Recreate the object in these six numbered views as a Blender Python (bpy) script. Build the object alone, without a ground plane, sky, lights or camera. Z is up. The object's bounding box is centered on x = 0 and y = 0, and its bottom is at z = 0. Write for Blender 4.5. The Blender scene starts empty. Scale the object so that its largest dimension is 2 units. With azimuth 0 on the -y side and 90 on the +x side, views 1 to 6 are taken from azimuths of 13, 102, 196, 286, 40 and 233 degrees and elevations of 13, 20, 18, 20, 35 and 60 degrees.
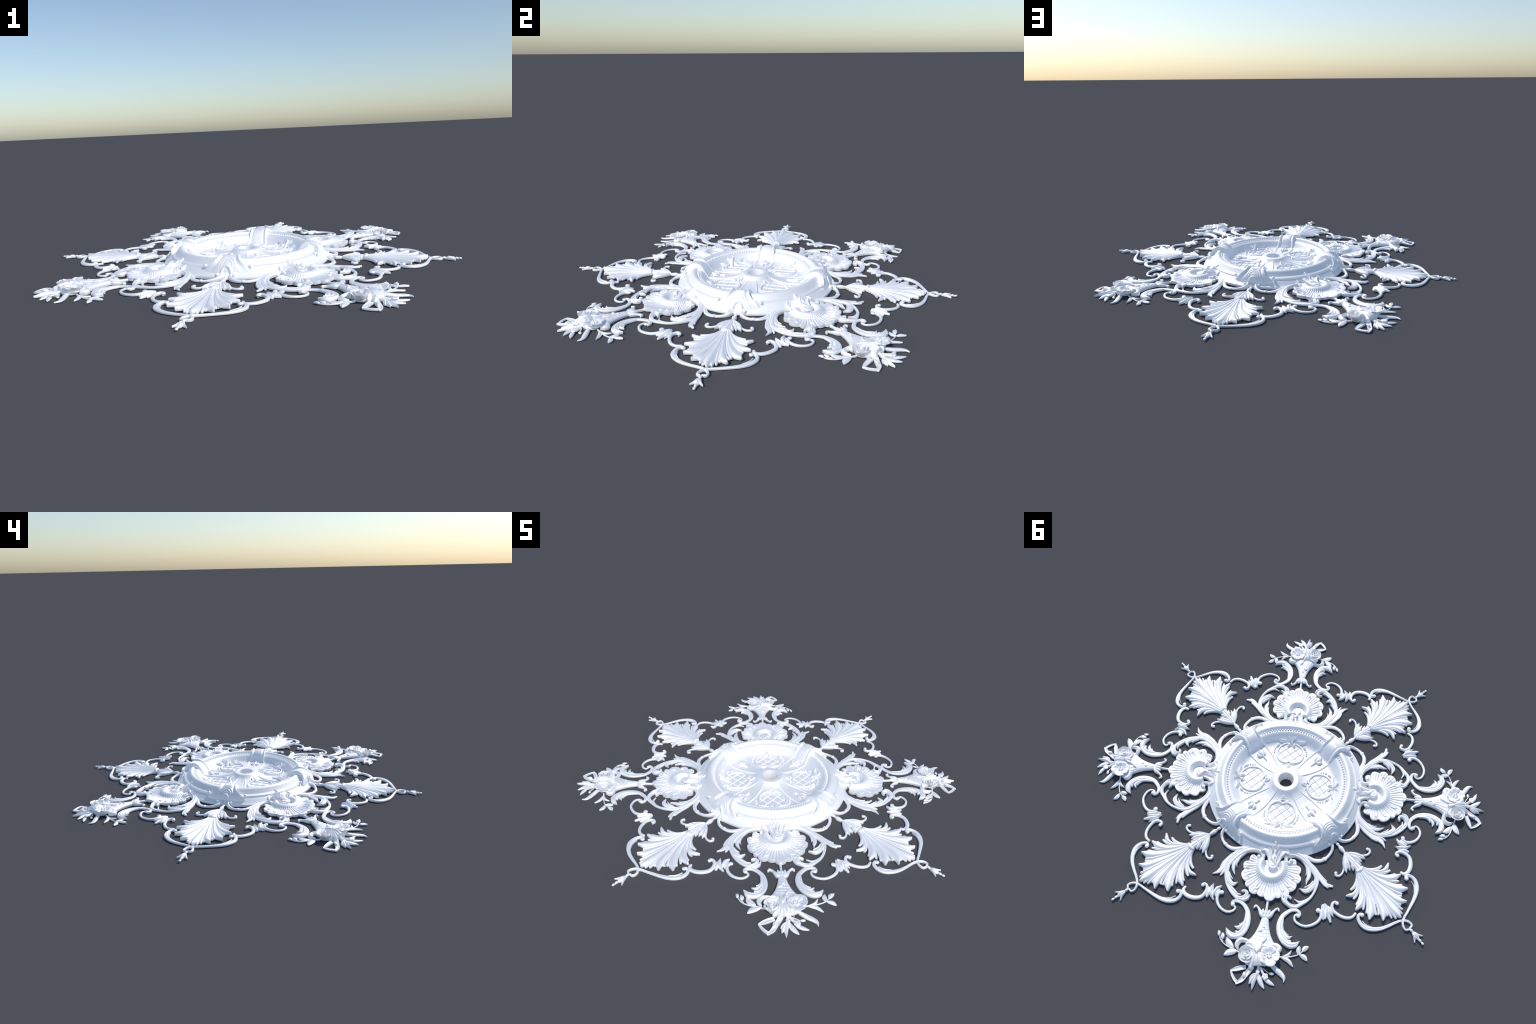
"""Ornate white plaster ceiling rosette, lying face up.
Every ornament is modelled in the frame of an arm that points along +x
(r = distance from the centre, t = sideways, z = relief) and is repeated
four times about the z axis; most ornaments also come as mirrored pairs."""
import bpy, bmesh, math, random
import numpy as np

random.seed(7)
rng = np.random.default_rng(7)

# ------------------------------------------------------------------ materials
def plaster():
    m = bpy.data.materials.new("white_plaster")
    m.use_nodes = True
    nt = m.node_tree
    b = nt.nodes["Principled BSDF"]
    tc = nt.nodes.new("ShaderNodeTexCoord")
    n1 = nt.nodes.new("ShaderNodeTexNoise")
    n1.inputs["Scale"].default_value = 9.0
    n1.inputs["Detail"].default_value = 3.0
    ramp = nt.nodes.new("ShaderNodeValToRGB")
    ramp.color_ramp.elements[0].position = 0.3
    ramp.color_ramp.elements[0].color = (0.985, 0.985, 0.985, 1)
    ramp.color_ramp.elements[1].position = 0.7
    ramp.color_ramp.elements[1].color = (1.0, 1.0, 1.0, 1)
    nt.links.new(tc.outputs["Object"], n1.inputs["Vector"])
    nt.links.new(n1.outputs["Fac"], ramp.inputs["Fac"])
    nt.links.new(ramp.outputs["Color"], b.inputs["Base Color"])
    n2 = nt.nodes.new("ShaderNodeTexNoise")
    n2.inputs["Scale"].default_value = 120.0
    bump = nt.nodes.new("ShaderNodeBump")
    bump.inputs["Strength"].default_value = 0.03
    bump.inputs["Distance"].default_value = 0.002
    nt.links.new(tc.outputs["Object"], n2.inputs["Vector"])
    nt.links.new(n2.outputs["Fac"], bump.inputs["Height"])
    nt.links.new(bump.outputs["Normal"], b.inputs["Normal"])
    b.inputs["Roughness"].default_value = 0.6
    b.inputs["Metallic"].default_value = 0.35      # satin, slightly pearly paint
    return m

MAT = plaster()

# ------------------------------------------------------------------ geometry kit
class Geo:
    """Collects vertices and faces; becomes one mesh."""
    def __init__(self):
        self.v, self.f = [], []

    def add(self, verts, faces):
        o = len(self.v)
        self.v.extend([tuple(map(float, p)) for p in verts])
        self.f.extend([tuple(i + o for i in f) for f in faces])

    def mirrored(self):
        g = Geo()
        g.v = [(x, -y, z) for x, y, z in self.v]
        g.f = [tuple(reversed(f)) for f in self.f]
        return g

    def turned(self, ang, dx=0.0, dy=0.0):
        g = Geo()
        c, s = math.cos(ang), math.sin(ang)
        g.v = [(x * c - y * s + dx, x * s + y * c + dy, z) for x, y, z in self.v]
        g.f = list(self.f)
        return g

    def moved(self, dr, zs):
        """Slide along the arm and scale the relief."""
        self.v = [(x + dr, y, z * zs) for x, y, z in self.v]
        return self

    def join(self, other):
        self.add(other.v, other.f)
        return self

    def mesh(self, name, angle=38):
        me = bpy.data.meshes.new(name)
        me.from_pydata(self.v, [], self.f)
        bm = bmesh.new()
        bm.from_mesh(me)
        bmesh.ops.recalc_face_normals(bm, faces=bm.faces)
        bm.to_mesh(me)
        bm.free()
        for p in me.polygons:
            p.use_smooth = True
        me.set_sharp_from_angle(angle=math.radians(angle))
        me.materials.append(MAT)
        return me


def spline(pts, per=8):
    """Centripetal Catmull-Rom through the control points."""
    P = np.array(pts, float)
    if len(P) == 2:
        t = np.linspace(0, 1, per + 1)[:, None]
        return P[0] * (1 - t) + P[1] * t
    P = np.vstack([2 * P[0] - P[1], P, 2 * P[-1] - P[-2]])
    out = []
    for i in range(1, len(P) - 2):
        p0, p1, p2, p3 = P[i - 1:i + 3]
        d = lambda a, b: max(np.linalg.norm(b[:2] - a[:2]), 1e-5) ** 0.5
        t0 = 0; t1 = t0 + d(p0, p1); t2 = t1 + d(p1, p2); t3 = t2 + d(p2, p3)
        for k in range(per):
            t = t1 + (t2 - t1) * k / per
            a1 = (t1 - t) / (t1 - t0) * p0 + (t - t0) / (t1 - t0) * p1
            a2 = (t2 - t) / (t2 - t1) * p1 + (t - t1) / (t2 - t1) * p2
            a3 = (t3 - t) / (t3 - t2) * p2 + (t - t2) / (t3 - t2) * p3
            b1 = (t2 - t) / (t2 - t0) * a1 + (t - t0) / (t2 - t0) * a2
            b2 = (t3 - t) / (t3 - t1) * a2 + (t - t1) / (t3 - t1) * a3
            out.append((t2 - t) / (t2 - t1) * b1 + (t - t1) / (t2 - t1) * b2)
    out.append(P[-2])
    return np.array(out)


PROFILES = {
    "dome": lambda s: 0.45 + 0.55 * np.sqrt(np.clip(1 - s * s, 0, 1)),
    "round": lambda s: np.sqrt(np.clip(1 - s * s, 0, 1)),
    "strand": lambda s: 0.30 + 0.70 * np.clip(1 - s * s, 0, 1) ** 0.6,
    "double": lambda s: 0.45 + 0.55 * np.sqrt(np.clip(1 - s * s, 0, 1)) - 0.22 * np.exp(-((s + 0.15) / 0.16) ** 2),
    "triple": lambda s: 0.42 + 0.55 * np.sqrt(np.clip(1 - s * s, 0, 1)) - 0.16 * np.exp(-((s - 0.33) / 0.13) ** 2)
                        - 0.16 * np.exp(-((s + 0.33) / 0.13) ** 2),
    "gutter": lambda s: 0.62 + 0.38 * np.abs(s) ** 1.5 - 0.25 * np.clip(np.abs(s) - 0.85, 0, 1) / 0.15,
    "crease": lambda s: 0.45 + 0.55 * (1 - np.abs(s)) ** 0.8,
    "hollow": lambda s: 0.5 + 0.5 * np.abs(s) ** 2 - 0.1 * np.clip(np.abs(s) - 0.8, 0, 1) / 0.2,
}


def lane(vals, u):
    """Interpolate a list of evenly spaced values (or a scalar) over u in 0..1."""
    if np.isscalar(vals):
        return np.full_like(u, float(vals))
    x = np.linspace(0, 1, len(vals))
    k = np.interp(u, x, vals)
    return k


SLIM = 0.94


def sweep(g, pts, w, z, prof="dome", base=0.0, per=8, m=12, cap=(True, True)):
    """Ribbon of relief along a planar spine: width w, top z, flat underside at base."""
    C = spline([p[:2] for p in pts], per)
    n = len(C)
    L = np.concatenate([[0], np.cumsum(np.linalg.norm(np.diff(C, axis=0), axis=1))])
    u = L / L[-1]
    W, Z, B = lane(w, u) * SLIM, lane(z, u), lane(base, u)
    T = np.gradient(C, axis=0)
    T /= np.maximum(np.linalg.norm(T, axis=1), 1e-9)[:, None]
    # rounded ends
    for end in (0, 1):
        if cap[end]:
            i = 0 if end == 0 else -1
            sgn = -1 if end == 0 else 1
            r = W[i] / 2
            ks = [0.35, 0.65, 0.87, 0.985]
            ext = np.array([C[i] + sgn * T[i] * r * k for k in ks])
            ew = [W[i] * math.sqrt(1 - k * k) for k in ks]
            ez = [B[i] + (Z[i] - B[i]) * (0.55 + 0.45 * math.sqrt(1 - k * k)) for k in ks]
            et = np.array([T[i]] * 4); eb = [B[i]] * 4
            if end == 0:
                C = np.vstack([ext[::-1], C]); T = np.vstack([et, T])
                W = np.concatenate([ew[::-1], W]); Z = np.concatenate([ez[::-1], Z]); B = np.concatenate([eb, B])
            else:
                C = np.vstack([C, ext]); T = np.vstack([T, et])
                W = np.concatenate([W, ew]); Z = np.concatenate([Z, ez]); B = np.concatenate([B, eb])
    n = len(C)
    N = np.stack([-T[:, 1], T[:, 0]], axis=1)
    s = -np.cos(np.linspace(0, math.pi, m + 1))
    f = PROFILES[prof](s)
    V, F = [], []
    row = m + 3
    for i in range(n):
        h = Z[i] - B[i]
        V.append((*(C[i] - N[i] * W[i] / 2 * 0.97), B[i]))
        for sj, fj in zip(s, f):
            V.append((*(C[i] + N[i] * W[i] / 2 * sj), B[i] + h * fj))
        V.append((*(C[i] + N[i] * W[i] / 2 * 0.97), B[i]))
    for i in range(n - 1):
        for j in range(row):
            a = i * row + j; b = i * row + (j + 1) % row
            F.append((a, b, b + row, a + row))
    F.append(tuple(range(row)))
    F.append(tuple(range((n - 1) * row, n * row)))
    g.add(V, F)


def tube(g, pts, r, per=8, m=10):
    """Round tube along a 3D spine; r scalar or list."""
    C = spline(pts, per)
    n = len(C)
    L = np.concatenate([[0], np.cumsum(np.linalg.norm(np.diff(C, axis=0), axis=1))])
    R = lane(r, L / L[-1])
    T = np.gradient(C, axis=0); T /= np.linalg.norm(T, axis=1)[:, None]
    V, F = [], []
    up = np.array([0, 0, 1.0])
    for i in range(n):
        a = np.cross(up, T[i])
        if np.linalg.norm(a) < 1e-3:
            a = np.array([0, 1.0, 0])
        a /= np.linalg.norm(a); b = np.cross(T[i], a)
        for k in range(m):
            th = 2 * math.pi * k / m
            V.append(C[i] + R[i] * (math.cos(th) * a + math.sin(th) * b))
    for i in range(n - 1):
        for k in range(m):
            F.append((i * m + k, i * m + (k + 1) % m, (i + 1) * m + (k + 1) % m, (i + 1) * m + k))
    F.append(tuple(range(m))); F.append(tuple(range((n - 1) * m, n * m)))
    g.add(V, F)


def blob(g, c, rad, rot=0.0, nu=20, nv=12):
    """Ellipsoid with centre c and radii rad, turned by rot about z."""
    if np.isscalar(rad):
        rad = (rad, rad, rad)
    cr, sr = math.cos(rot), math.sin(rot)
    V = []
    for i in range(1, nv):
        ph = math.pi * i / nv
        for k in range(nu):
            th = 2 * math.pi * k / nu
            x = rad[0] * math.sin(ph) * math.cos(th); y = rad[1] * math.sin(ph) * math.sin(th)
            V.append((c[0] + x * cr - y * sr, c[1] + x * sr + y * cr, max(0.0, c[2] + rad[2] * math.cos(ph))))
    top = len(V); V.append((c[0], c[1], c[2] + rad[2])); V.append((c[0], c[1], max(0.0, c[2] - rad[2])))
    F = []
    for i in range(nv - 2):
        for k in range(nu):
            F.append((i * nu + k, i * nu + (k + 1) % nu, (i + 1) * nu + (k + 1) % nu, (i + 1) * nu + k))
    for k in range(nu):
        F.append((top, (k + 1) % nu, k))
        F.append((top + 1, (nv - 2) * nu + k, (nv - 2) * nu + (k + 1) % nu))
    g.add(V, F)


def patch(g, fn, nu, nv, base):
    """Grid surface fn(u,v)->(x,y,z), u,v in 0..1, closed by a skirt down to base
    (base is a number or a function of x,y)."""
    V = []
    for i in range(nu + 1):
        for j in range(nv + 1):
            V.append(fn(i / nu, j / nv))
    n0 = len(V)
    for p in list(V):
        zb = base(p[0], p[1]) if callable(base) else base
        V.append((p[0], p[1], min(zb, p[2] - 1e-4)))
    F = []
    idx = lambda i, j: i * (nv + 1) + j
    for i in range(nu):
        for j in range(nv):
            q = (idx(i, j), idx(i + 1, j), idx(i + 1, j + 1), idx(i, j + 1))
            F.append(q); F.append(tuple(reversed([k + n0 for k in q])))
    ring = [idx(i, 0) for i in range(nu)] + [idx(nu, j) for j in range(nv)] + \
           [idx(i, nv) for i in range(nu, 0, -1)] + [idx(0, j) for j in range(nv, 0, -1)]
    for a, b in zip(ring, ring[1:] + ring[:1]):
        F.append((a, b, b + n0, a + n0))
    g.add(V, F)


def revolve(g, prof, seg=288):
    V, F = [], []
    n = len(prof)
    for k in range(seg):
        th = 2 * math.pi * k / seg
        c, s = math.cos(th), math.sin(th)
        for r, z in prof:
            V.append((r * c, r * s, z))
    for k in range(seg):
        k2 = (k + 1) % seg
        for i in range(n):
            i2 = (i + 1) % n
            F.append((k * n + i, k2 * n + i, k2 * n + i2, k * n + i2))
    g.add(V, F)


def leaf(g, p0, p1, width, z0, z1, thick=0.006, bend=0.0, prof="crease", point=1.0, base=None):
    """Pointed leaf blade from p0 to p1 with a bowed midrib."""
    p0, p1 = np.array(p0[:2]), np.array(p1[:2])
    d = p1 - p0
    nrm = np.array([-d[1], d[0]])
    mid = (p0 + p1) / 2 + nrm * bend
    z = [z0, max(z0, z1) + 0.002, z1]
    b = [max(0, k - thick) for k in z] if base is None else base
    sweep(g, [p0, mid, p1], [width * k for k in (0.18, 0.70, 1.0, 1.05, 0.95, 0.66, 0.14 * point)],
          z, prof, base=b, per=8, m=8, cap=(False, False))


def petal(g, c, ang, half, r0, r1, z0, z1, thick=0.0035, curl=0.004, tip=0.25, wave=0.0, cup=0.6, nu=12, nv=8):
    """Thick cupped petal standing around a flower centre c."""
    V, n = [], (nu + 1) * (nv + 1)
    for layer in (0, 1):
        for i in range(nu + 1):
            u = -1 + 2 * i / nu
            for j in range(nv + 1):
                v = j / nv
                vv = v * (1 - tip * abs(u) ** 2.5)
                th = ang + u * half * (0.55 + 0.45 * math.sin(min(1, v * 1.2) * math.pi / 2))
                rr = r0 + (r1 - r0) * vv ** cup - layer * thick * 0.8
                zz = z0 + (z1 - z0) * vv - curl * max(0, v - 0.7) ** 2 / 0.09 - layer * thick * 0.6
                zz += wave * math.sin(u * 7.5) * v
                V.append((c[0] + rr * math.cos(th), c[1] + rr * math.sin(th), max(0.0, zz)))
    F = []
    idx = lambda i, j: i * (nv + 1) + j
    for i in range(nu):
        for j in range(nv):
            q = (idx(i, j), idx(i + 1, j), idx(i + 1, j + 1), idx(i, j + 1))
            F.append(q); F.append(tuple(reversed([k + n for k in q])))
    ring = [idx(i, 0) for i in range(nu)] + [idx(nu, j) for j in range(nv)] + \
           [idx(i, nv) for i in range(nu, 0, -1)] + [idx(0, j) for j in range(nv, 0, -1)]
    for a, b in zip(ring, ring[1:] + ring[:1]):
        F.append((a, b, b + n, a + n))
    g.add(V, F)


# ------------------------------------------------------------------ scene helpers
def add_object(name, mesh, parent, arm=0.0):
    o = bpy.data.objects.new(name, mesh)
    bpy.context.scene.collection.objects.link(o)
    o.parent = parent
    o.rotation_euler = (0, 0, arm)
    return o


ROOT = bpy.data.objects.new("ceiling_rosette", None)
bpy.context.scene.collection.objects.link(ROOT)
ROOT["label"] = "ornate white plaster ceiling rosette with shells, palmettes and flower baskets"
ROOT["category"] = "ceiling rosette"

AXES = [math.radians(a) for a in (0, 90, 180, 270)]       # palmette arms
DIAG = [math.radians(a) for a in (45, 135, 225, 315)]     # flower arms


def place(name, g, arms, children=(), both=False, angle=38, shift=None):
    """Instance an ornament on four arms (and mirrored); children = [(name, Geo)]."""
    if shift:
        g.moved(*shift)
        for _, k in children:
            k.moved(*shift)
    variants = [False, True] if both else [False]
    for mir in variants:
        me = (g.mirrored() if mir else g).mesh(name, angle)
        kids = [(n, (k.mirrored() if mir else k).mesh(n, angle)) for n, k in children]
        for a in arms:
            o = add_object(name, me, ROOT, a)
            for n, k in kids:
                add_object(n, k, o)


# ------------------------------------------------------------------ medallion
DISH = [(0.031, 0.0), (0.0325, 0.020), (0.0355, 0.036), (0.0385, 0.0495), (0.0395, 0.0525), (0.042, 0.0535), (0.050, 0.0540), (0.059, 0.0535), (0.064, 0.0520), (0.067, 0.049),
        (0.073, 0.043), (0.082, 0.036), (0.096, 0.0295), (0.115, 0.0245), (0.145, 0.0205), (0.18, 0.0185), (0.215, 0.0187),
        (0.235, 0.0215), (0.248, 0.0275), (0.257, 0.037), (0.265, 0.047), (0.272, 0.055), (0.278, 0.0595), (0.2825, 0.0615),
        (0.285, 0.0625), (0.287, 0.0612), (0.294, 0.0605), (0.301, 0.0625), (0.303, 0.0680), (0.307, 0.0730), (0.313, 0.0752),
        (0.320, 0.0744), (0.327, 0.0695), (0.333, 0.062), (0.339, 0.0550), (0.344, 0.0495), (0.350, 0.0470), (0.355, 0.0458),
        (0.3585, 0.0440), (0.3595, 0.0405), (0.361, 0.0365), (0.366, 0.0335), (0.374, 0.0275), (0.383, 0.0205), (0.390, 0.0155),
        (0.396, 0.0125), (0.397, 0.0112), (0.397, 0.0)]


def dish_z(r):
    return float(np.interp(r, [p[0] for p in DISH[1:]], [p[1] for p in DISH[1:]]))


g = Geo()
P = np.array(DISH)
fine = spline(P[1:-1], 3)
revolve(g, [tuple(P[0])] + [tuple(p) for p in fine] + [tuple(P[-1])])
medallion = add_object("medallion", g.mesh("medallion", 50), ROOT)

g = Geo(); blob(g, (0, 0, 0), 0.0052, nu=14, nv=9)
g.v = [(x, y, z if z > 0 else -0.001) for x, y, z in g.v]
bead = g.mesh("bead")
COUNT = 132
for k in range(COUNT):
    th = 2 * math.pi * (k + 0.5) / COUNT
    off = (th + math.pi / 4) % (math.pi / 2) - math.pi / 4
    if abs(off) * 0.294 < 0.058:
        continue
    o = add_object("bead", bead, medallion)
    o.location = (0.294 * math.cos(th), 0.294 * math.sin(th), 0.0625)

# ------------------------------------------------------------------ straps over the rim
def smooth(a, b, x):
    t = min(1, max(0, (x - a) / (b - a)))
    return t * t * (3 - 2 * t)


SADDLE = np.array([(0.243, 0.029), (0.254, 0.042), (0.264, 0.058), (0.276, 0.073), (0.292, 0.083), (0.308, 0.0875), (0.323, 0.0875), (0.340, 0.082),
                   (0.356, 0.071), (0.369, 0.055), (0.377, 0.036)])
SADC = spline(SADDLE, 6)
SADL = np.concatenate([[0], np.cumsum(np.linalg.norm(np.diff(SADC, axis=0), axis=1))]); SADL /= SADL[-1]


def saddle(u, v):
    s = 2 * v - 1
    r = np.interp(u, SADL, SADC[:, 0]); z = np.interp(u, SADL, SADC[:, 1])
    half = np.interp(r, [0.243, 0.262, 0.292, 0.317, 0.342, 0.356, 0.366, 0.377], [0.048, 0.045, 0.042, 0.042, 0.051, 0.063, 0.081, 0.104])
    t = s * half
    a = abs(s)
    # wings lie lower and further in than the middle; rolled flange on the edge
    z -= 0.004 * a ** 2 * smooth(0.5, 1, u) + 0.005 * a * a
    z += 0.0085 * math.exp(-((a - 0.90) / 0.085) ** 2) - 0.0035 * math.exp(-((a - 0.66) / 0.10) ** 2)
    r -= 0.018 * a ** 3 * smooth(0.70, 1.0, u)
    # nested arches of the leaf pattern above the keyhole
    d = math.hypot((r - 0.372) * 1.0, t * 0.9)
    fade = smooth(0.60, 0.40, a) * smooth(0.070, 0.050, d) * smooth(0.010, 0.022, d)
    z += 0.0020 * math.sin(d * 2 * math.pi / 0.0105) * fade
    # rounding at the inner end
    return (r, t, z)


strap = Geo()
patch(strap, saddle, 56, 44, 0.012)
panel = Geo()


def panel_fn(u, v):
    r = 0.064 + u * 0.196
    half = np.interp(r, [0.064, 0.11, 0.165, 0.21, 0.26], [0.017, 0.030, 0.045, 0.050, 0.053])
    s = 2 * v - 1
    z = dish_z(r) + 0.0025 * smooth(0.064, 0.10, r) - 0.001
    k = r / 0.0105
    z += 0.0009 * smooth(0.22, 0.16, r) * smooth(0.85, 0.6, abs(s)) * smooth(0.25, 0.5, abs(s)) * (0.5 + 0.5 * math.sin(2 * math.pi * k))
    z += 0.0045 * math.exp(-((abs(s) - 0.93) / 0.07) ** 2) * smooth(0.064, 0.12, r)
    return (r, s * half, z)


patch(panel, panel_fn, 90, 40, lambda x, y: dish_z(math.hypot(x, y)) - 0.006)
husk = Geo()
for r, w in ((0.168, 0.006), (0.177, 0.008), (0.187, 0.010)):
    blob(husk, (r, 0, dish_z(r) + 0.005), (0.0055, w / 2, 0.006), nu=12, nv=8)
for s in (-1, 1):
    leaf(husk, (0.195, 0.002 * s), (0.222, 0.020 * s), 0.016, dish_z(0.2) + 0.010, dish_z(0.22) + 0.012, 0.008, 0.15 * s)
    blob(husk, (0.200, 0.011 * s, dish_z(0.2) + 0.006), 0.006, nu=12, nv=8)
leaf(husk, (0.192, 0), (0.236, 0), 0.018, dish_z(0.2) + 0.010, dish_z(0.236) + 0.012, 0.008)
keyhole = Geo()
tube(keyhole, [(0.384, -0.024, 0.016), (0.379, -0.020, 0.036), (0.372, -0.011, 0.050), (0.369, 0.0, 0.055),
               (0.372, 0.011, 0.050), (0.379, 0.020, 0.036), (0.384, 0.024, 0.016)], [0.003, 0.005, 0.006, 0.005, 0.003])
sweep(keyhole, [(0.366, 0), (0.382, 0), (0.408, 0)], [0.010, 0.016, 0.012, 0.006], [0.045, 0.030, 0.018, 0.012], "crease")
balls = Geo()
for s in (-1, 1):
    blob(balls, (0.3485, 0.101 * s, 0.050), 0.0085, nu=16, nv=10)
place("strap", strap, AXES, [("strap_panel", panel), ("husk_drop", husk), ("keyhole_arch", keyhole), ("knob", balls)], angle=50)

# ------------------------------------------------------------------ trellis cartouches (on the diagonals)
def cz(r, t, h):
    return dish_z(math.hypot(r, t)) + h


frame = Geo()
half_frame = Geo()
FR = [(0.124, 0.0), (0.115, 0.012), (0.115, 0.030), (0.130, 0.054), (0.155, 0.067), (0.180, 0.068), (0.207, 0.058),
      (0.226, 0.038), (0.232, 0.020), (0.225, 0.010), (0.217, 0.015), (0.219, 0.021)]
tube(half_frame, [(r, t, cz(r, t, 0.004)) for r, t in FR], [0.0045, 0.006, 0.005, 0.0045, 0.0045, 0.005, 0.005, 0.004], per=6)
# leaf wing, husk chain and the small fan above
sweep(half_frame, [(0.232, 0.008), (0.243, 0.026), (0.240, 0.050), (0.248, 0.077)], [0.008, 0.016, 0.018, 0.014, 0.003],
      [0.034, 0.040, 0.042, 0.040], "crease", base=0.018)
leaf(half_frame, (0.226, 0.062), (0.205, 0.079), 0.012, cz(0.22, 0.06, 0.008), cz(0.205, 0.079, 0.006), 0.008)
for r, t, q in ((0.197, 0.082, 0.0055), (0.184, 0.084, 0.0050), (0.172, 0.084, 0.0042)):
    blob(half_frame, (r, t, cz(r, t, 0.002)), q, nu=12, nv=8)
leaf(half_frame, (0.112, 0.010), (0.101, 0.034), 0.011, cz(0.11, 0, 0.006), cz(0.104, 0.03, 0.004), 0.008)
sweep(half_frame, [(0.236, 0.001), (0.250, 0.006), (0.262, 0.018)], [0.004, 0.006, 0.004], [0.034, 0.046, 0.058], "strand", base=0.02)
blob(half_frame, (0.226, 0.013, cz(0.226, 0.01, 0.007)), (0.010, 0.007, 0.008), nu=14, nv=9)
frame.join(half_frame).join(half_frame.mirrored())
for i, r in enumerate((0.104, 0.094, 0.086)):
    q = 0.015 - 0.0035 * i
    tube(frame, [(r + 0.006, -q, cz(r, q, 0.001)), (r, -q * 0.5, cz(r, 0, 0.004)), (r - 0.003, 0, cz(r, 0, 0.005)),
                 (r, q * 0.5, cz(r, 0, 0.004)), (r + 0.006, q, cz(r, q, 0.001))], 0.0032, per=4, m=8)
lattice = Geo()
for sgn in (-1, 1):
    for k in range(-2, 3):
        pts = []
        for x in np.linspace(-0.08, 0.08, 60):
            r, t = 0.172 + k * 0.050 + x * 0.96, sgn * x
            if ((r - 0.173) / 0.058) ** 2 + (t / 0.069) ** 2 < 0.97:
                pts.append((r, t))
        if len(pts) > 6:
            sweep(lattice, [pts[0], pts[len(pts) // 2], pts[-1]], 0.0040,
                  [cz(*pts[0], 0.0042), cz(*pts[len(pts) // 2], 0.0042), cz(*pts[-1], 0.0042)], "dome", base=0.01, m=6, cap=(False, False))
pillow = Geo()


def pillow_fn(u, v):
    th = 2 * math.pi * u
    q = max(v, 0.001)
    r = 0.173 + 0.057 * q * math.cos(th); t = 0.068 * q * math.sin(th)
    a = (r - 0.172) / 0.050
    b = t / 0.048
    lx, ly = a + b, a - b
    dome = abs(math.sin(math.pi * lx) * math.sin(math.pi * ly))
    return (r, t, cz(r, t, 0.0008) + 0.0020 * dome)


patch(pillow, pillow_fn, 96, 24, 0.012)
place("cartouche", frame, DIAG, [("trellis", lattice), ("quilted_ground", pillow)])

# ------------------------------------------------------------------ shells (on the diagonals)
SC = (0.449, -0.006)
# outline of the ruffled shell: angle of each notch between lobes and the lobe's reach
SPAN = 118.0
NOTCH = [-118, -97, -76, -51, -39, -20, -6, 14, 27, 42, 62, 80, 101, 118]
REACH = [0.112, 0.134, 0.147, 0.150, 0.156, 0.150, 0.162, 0.152, 0.157, 0.152, 0.150, 0.138, 0.118]


def shell_fn(u, v):
    th = -SPAN + 2 * SPAN * u
    k = min(len(REACH) - 1, max(0, int(np.searchsorted(NOTCH, th, side="right")) - 1))
    ph = (th - NOTCH[k]) / (NOTCH[k + 1] - NOTCH[k])
    nxt = REACH[min(k + 1, len(REACH) - 1)]; prv = REACH[max(k - 1, 0)]
    base = (prv + REACH[k]) / 2 * (1 - ph) + (nxt + REACH[k]) / 2 * ph
    lobe = math.sin(math.pi * min(1, max(0, ph))) ** 0.55
    R1 = (base - 0.012) * (1 - lobe) + REACH[k] * lobe
    R0 = 0.056
    r = R0 + (R1 - R0) * v
    z = np.interp(v, [0, 0.10, 0.22, 0.42, 0.7, 0.9, 1.0], [0.052, 0.042, 0.030, 0.0235, 0.0245, 0.029, 0.0275])
    z += 0.0055 * smooth(0.12, 0.8, v) * (lobe - 0.6)
    rib = 0.5 + 0.5 * math.cos(2 * math.pi * (3 if NOTCH[k + 1] - NOTCH[k] > 17 else 2) * ph)
    z += 0.0046 * (0.5 - rib ** 2) * smooth(0.10, 0.35, v) * smooth(1.02, 0.78, v)
    z += 0.0030 * math.sin(th * 0.11 + 0.6) * smooth(0.5, 1.0, v)
    a = math.radians(th)
    return (SC[0] + r * math.cos(a), SC[1] + r * math.sin(a), z)


shell = Geo()
patch(shell, shell_fn, 420, 34, 0.004)
curls = Geo()
for th, sg, q1 in ((-86, 1, 0.118), (-64, 1, 0.126), (-30, 1, 0.128), (36, -1, 0.130), (52, -1, 0.128), (72, -1, 0.122)):
    a = math.radians(th)
    line = [(SC[0] + (q1 + dq) * math.cos(a + sg * d), SC[1] + (q1 + dq) * math.sin(a + sg * d))
            for dq, d in ((-0.045, -0.02), (-0.022, 0.0), (-0.004, 0.03), (0.0, 0.08), (-0.008, 0.11))]
    sweep(curls, line, [0.002, 0.005, 0.006, 0.008], [0.026, 0.032, 0.036, 0.036], "round", base=0.02, m=8)
cup = Geo()
CUP = [(0.078, 0.024), (0.081, 0.032), (0.077, 0.036), (0.073, 0.044), (0.069, 0.052), (0.063, 0.059), (0.057, 0.062),
       (0.051, 0.060), (0.046, 0.054), (0.043, 0.047), (0.041, 0.040), (0.036, 0.030)]
CUPF = spline(CUP, 4)


def cup_fn(u, v):
    th = math.radians(-122) + math.radians(244) * u
    i = v * (len(CUPF) - 1)
    k = int(min(i, len(CUPF) - 2)); f = i - k
    r, z = CUPF[k] * (1 - f) + CUPF[k + 1] * f
    a = abs(2 * u - 1)
    r *= 1 - 0.10 * a ** 3
    z += 0.0022 * math.sin(u * 30 * 2 * math.pi) * smooth(0.10, 0.16, v) * smooth(0.40, 0.25, v)
    z -= 0.004 * (0.5 + 0.5 * math.sin(u * 7 * 2 * math.pi)) * smooth(0.14, 0.02, v)
    return (SC[0] + r * math.cos(th), SC[1] + r * math.sin(th), z)


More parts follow.
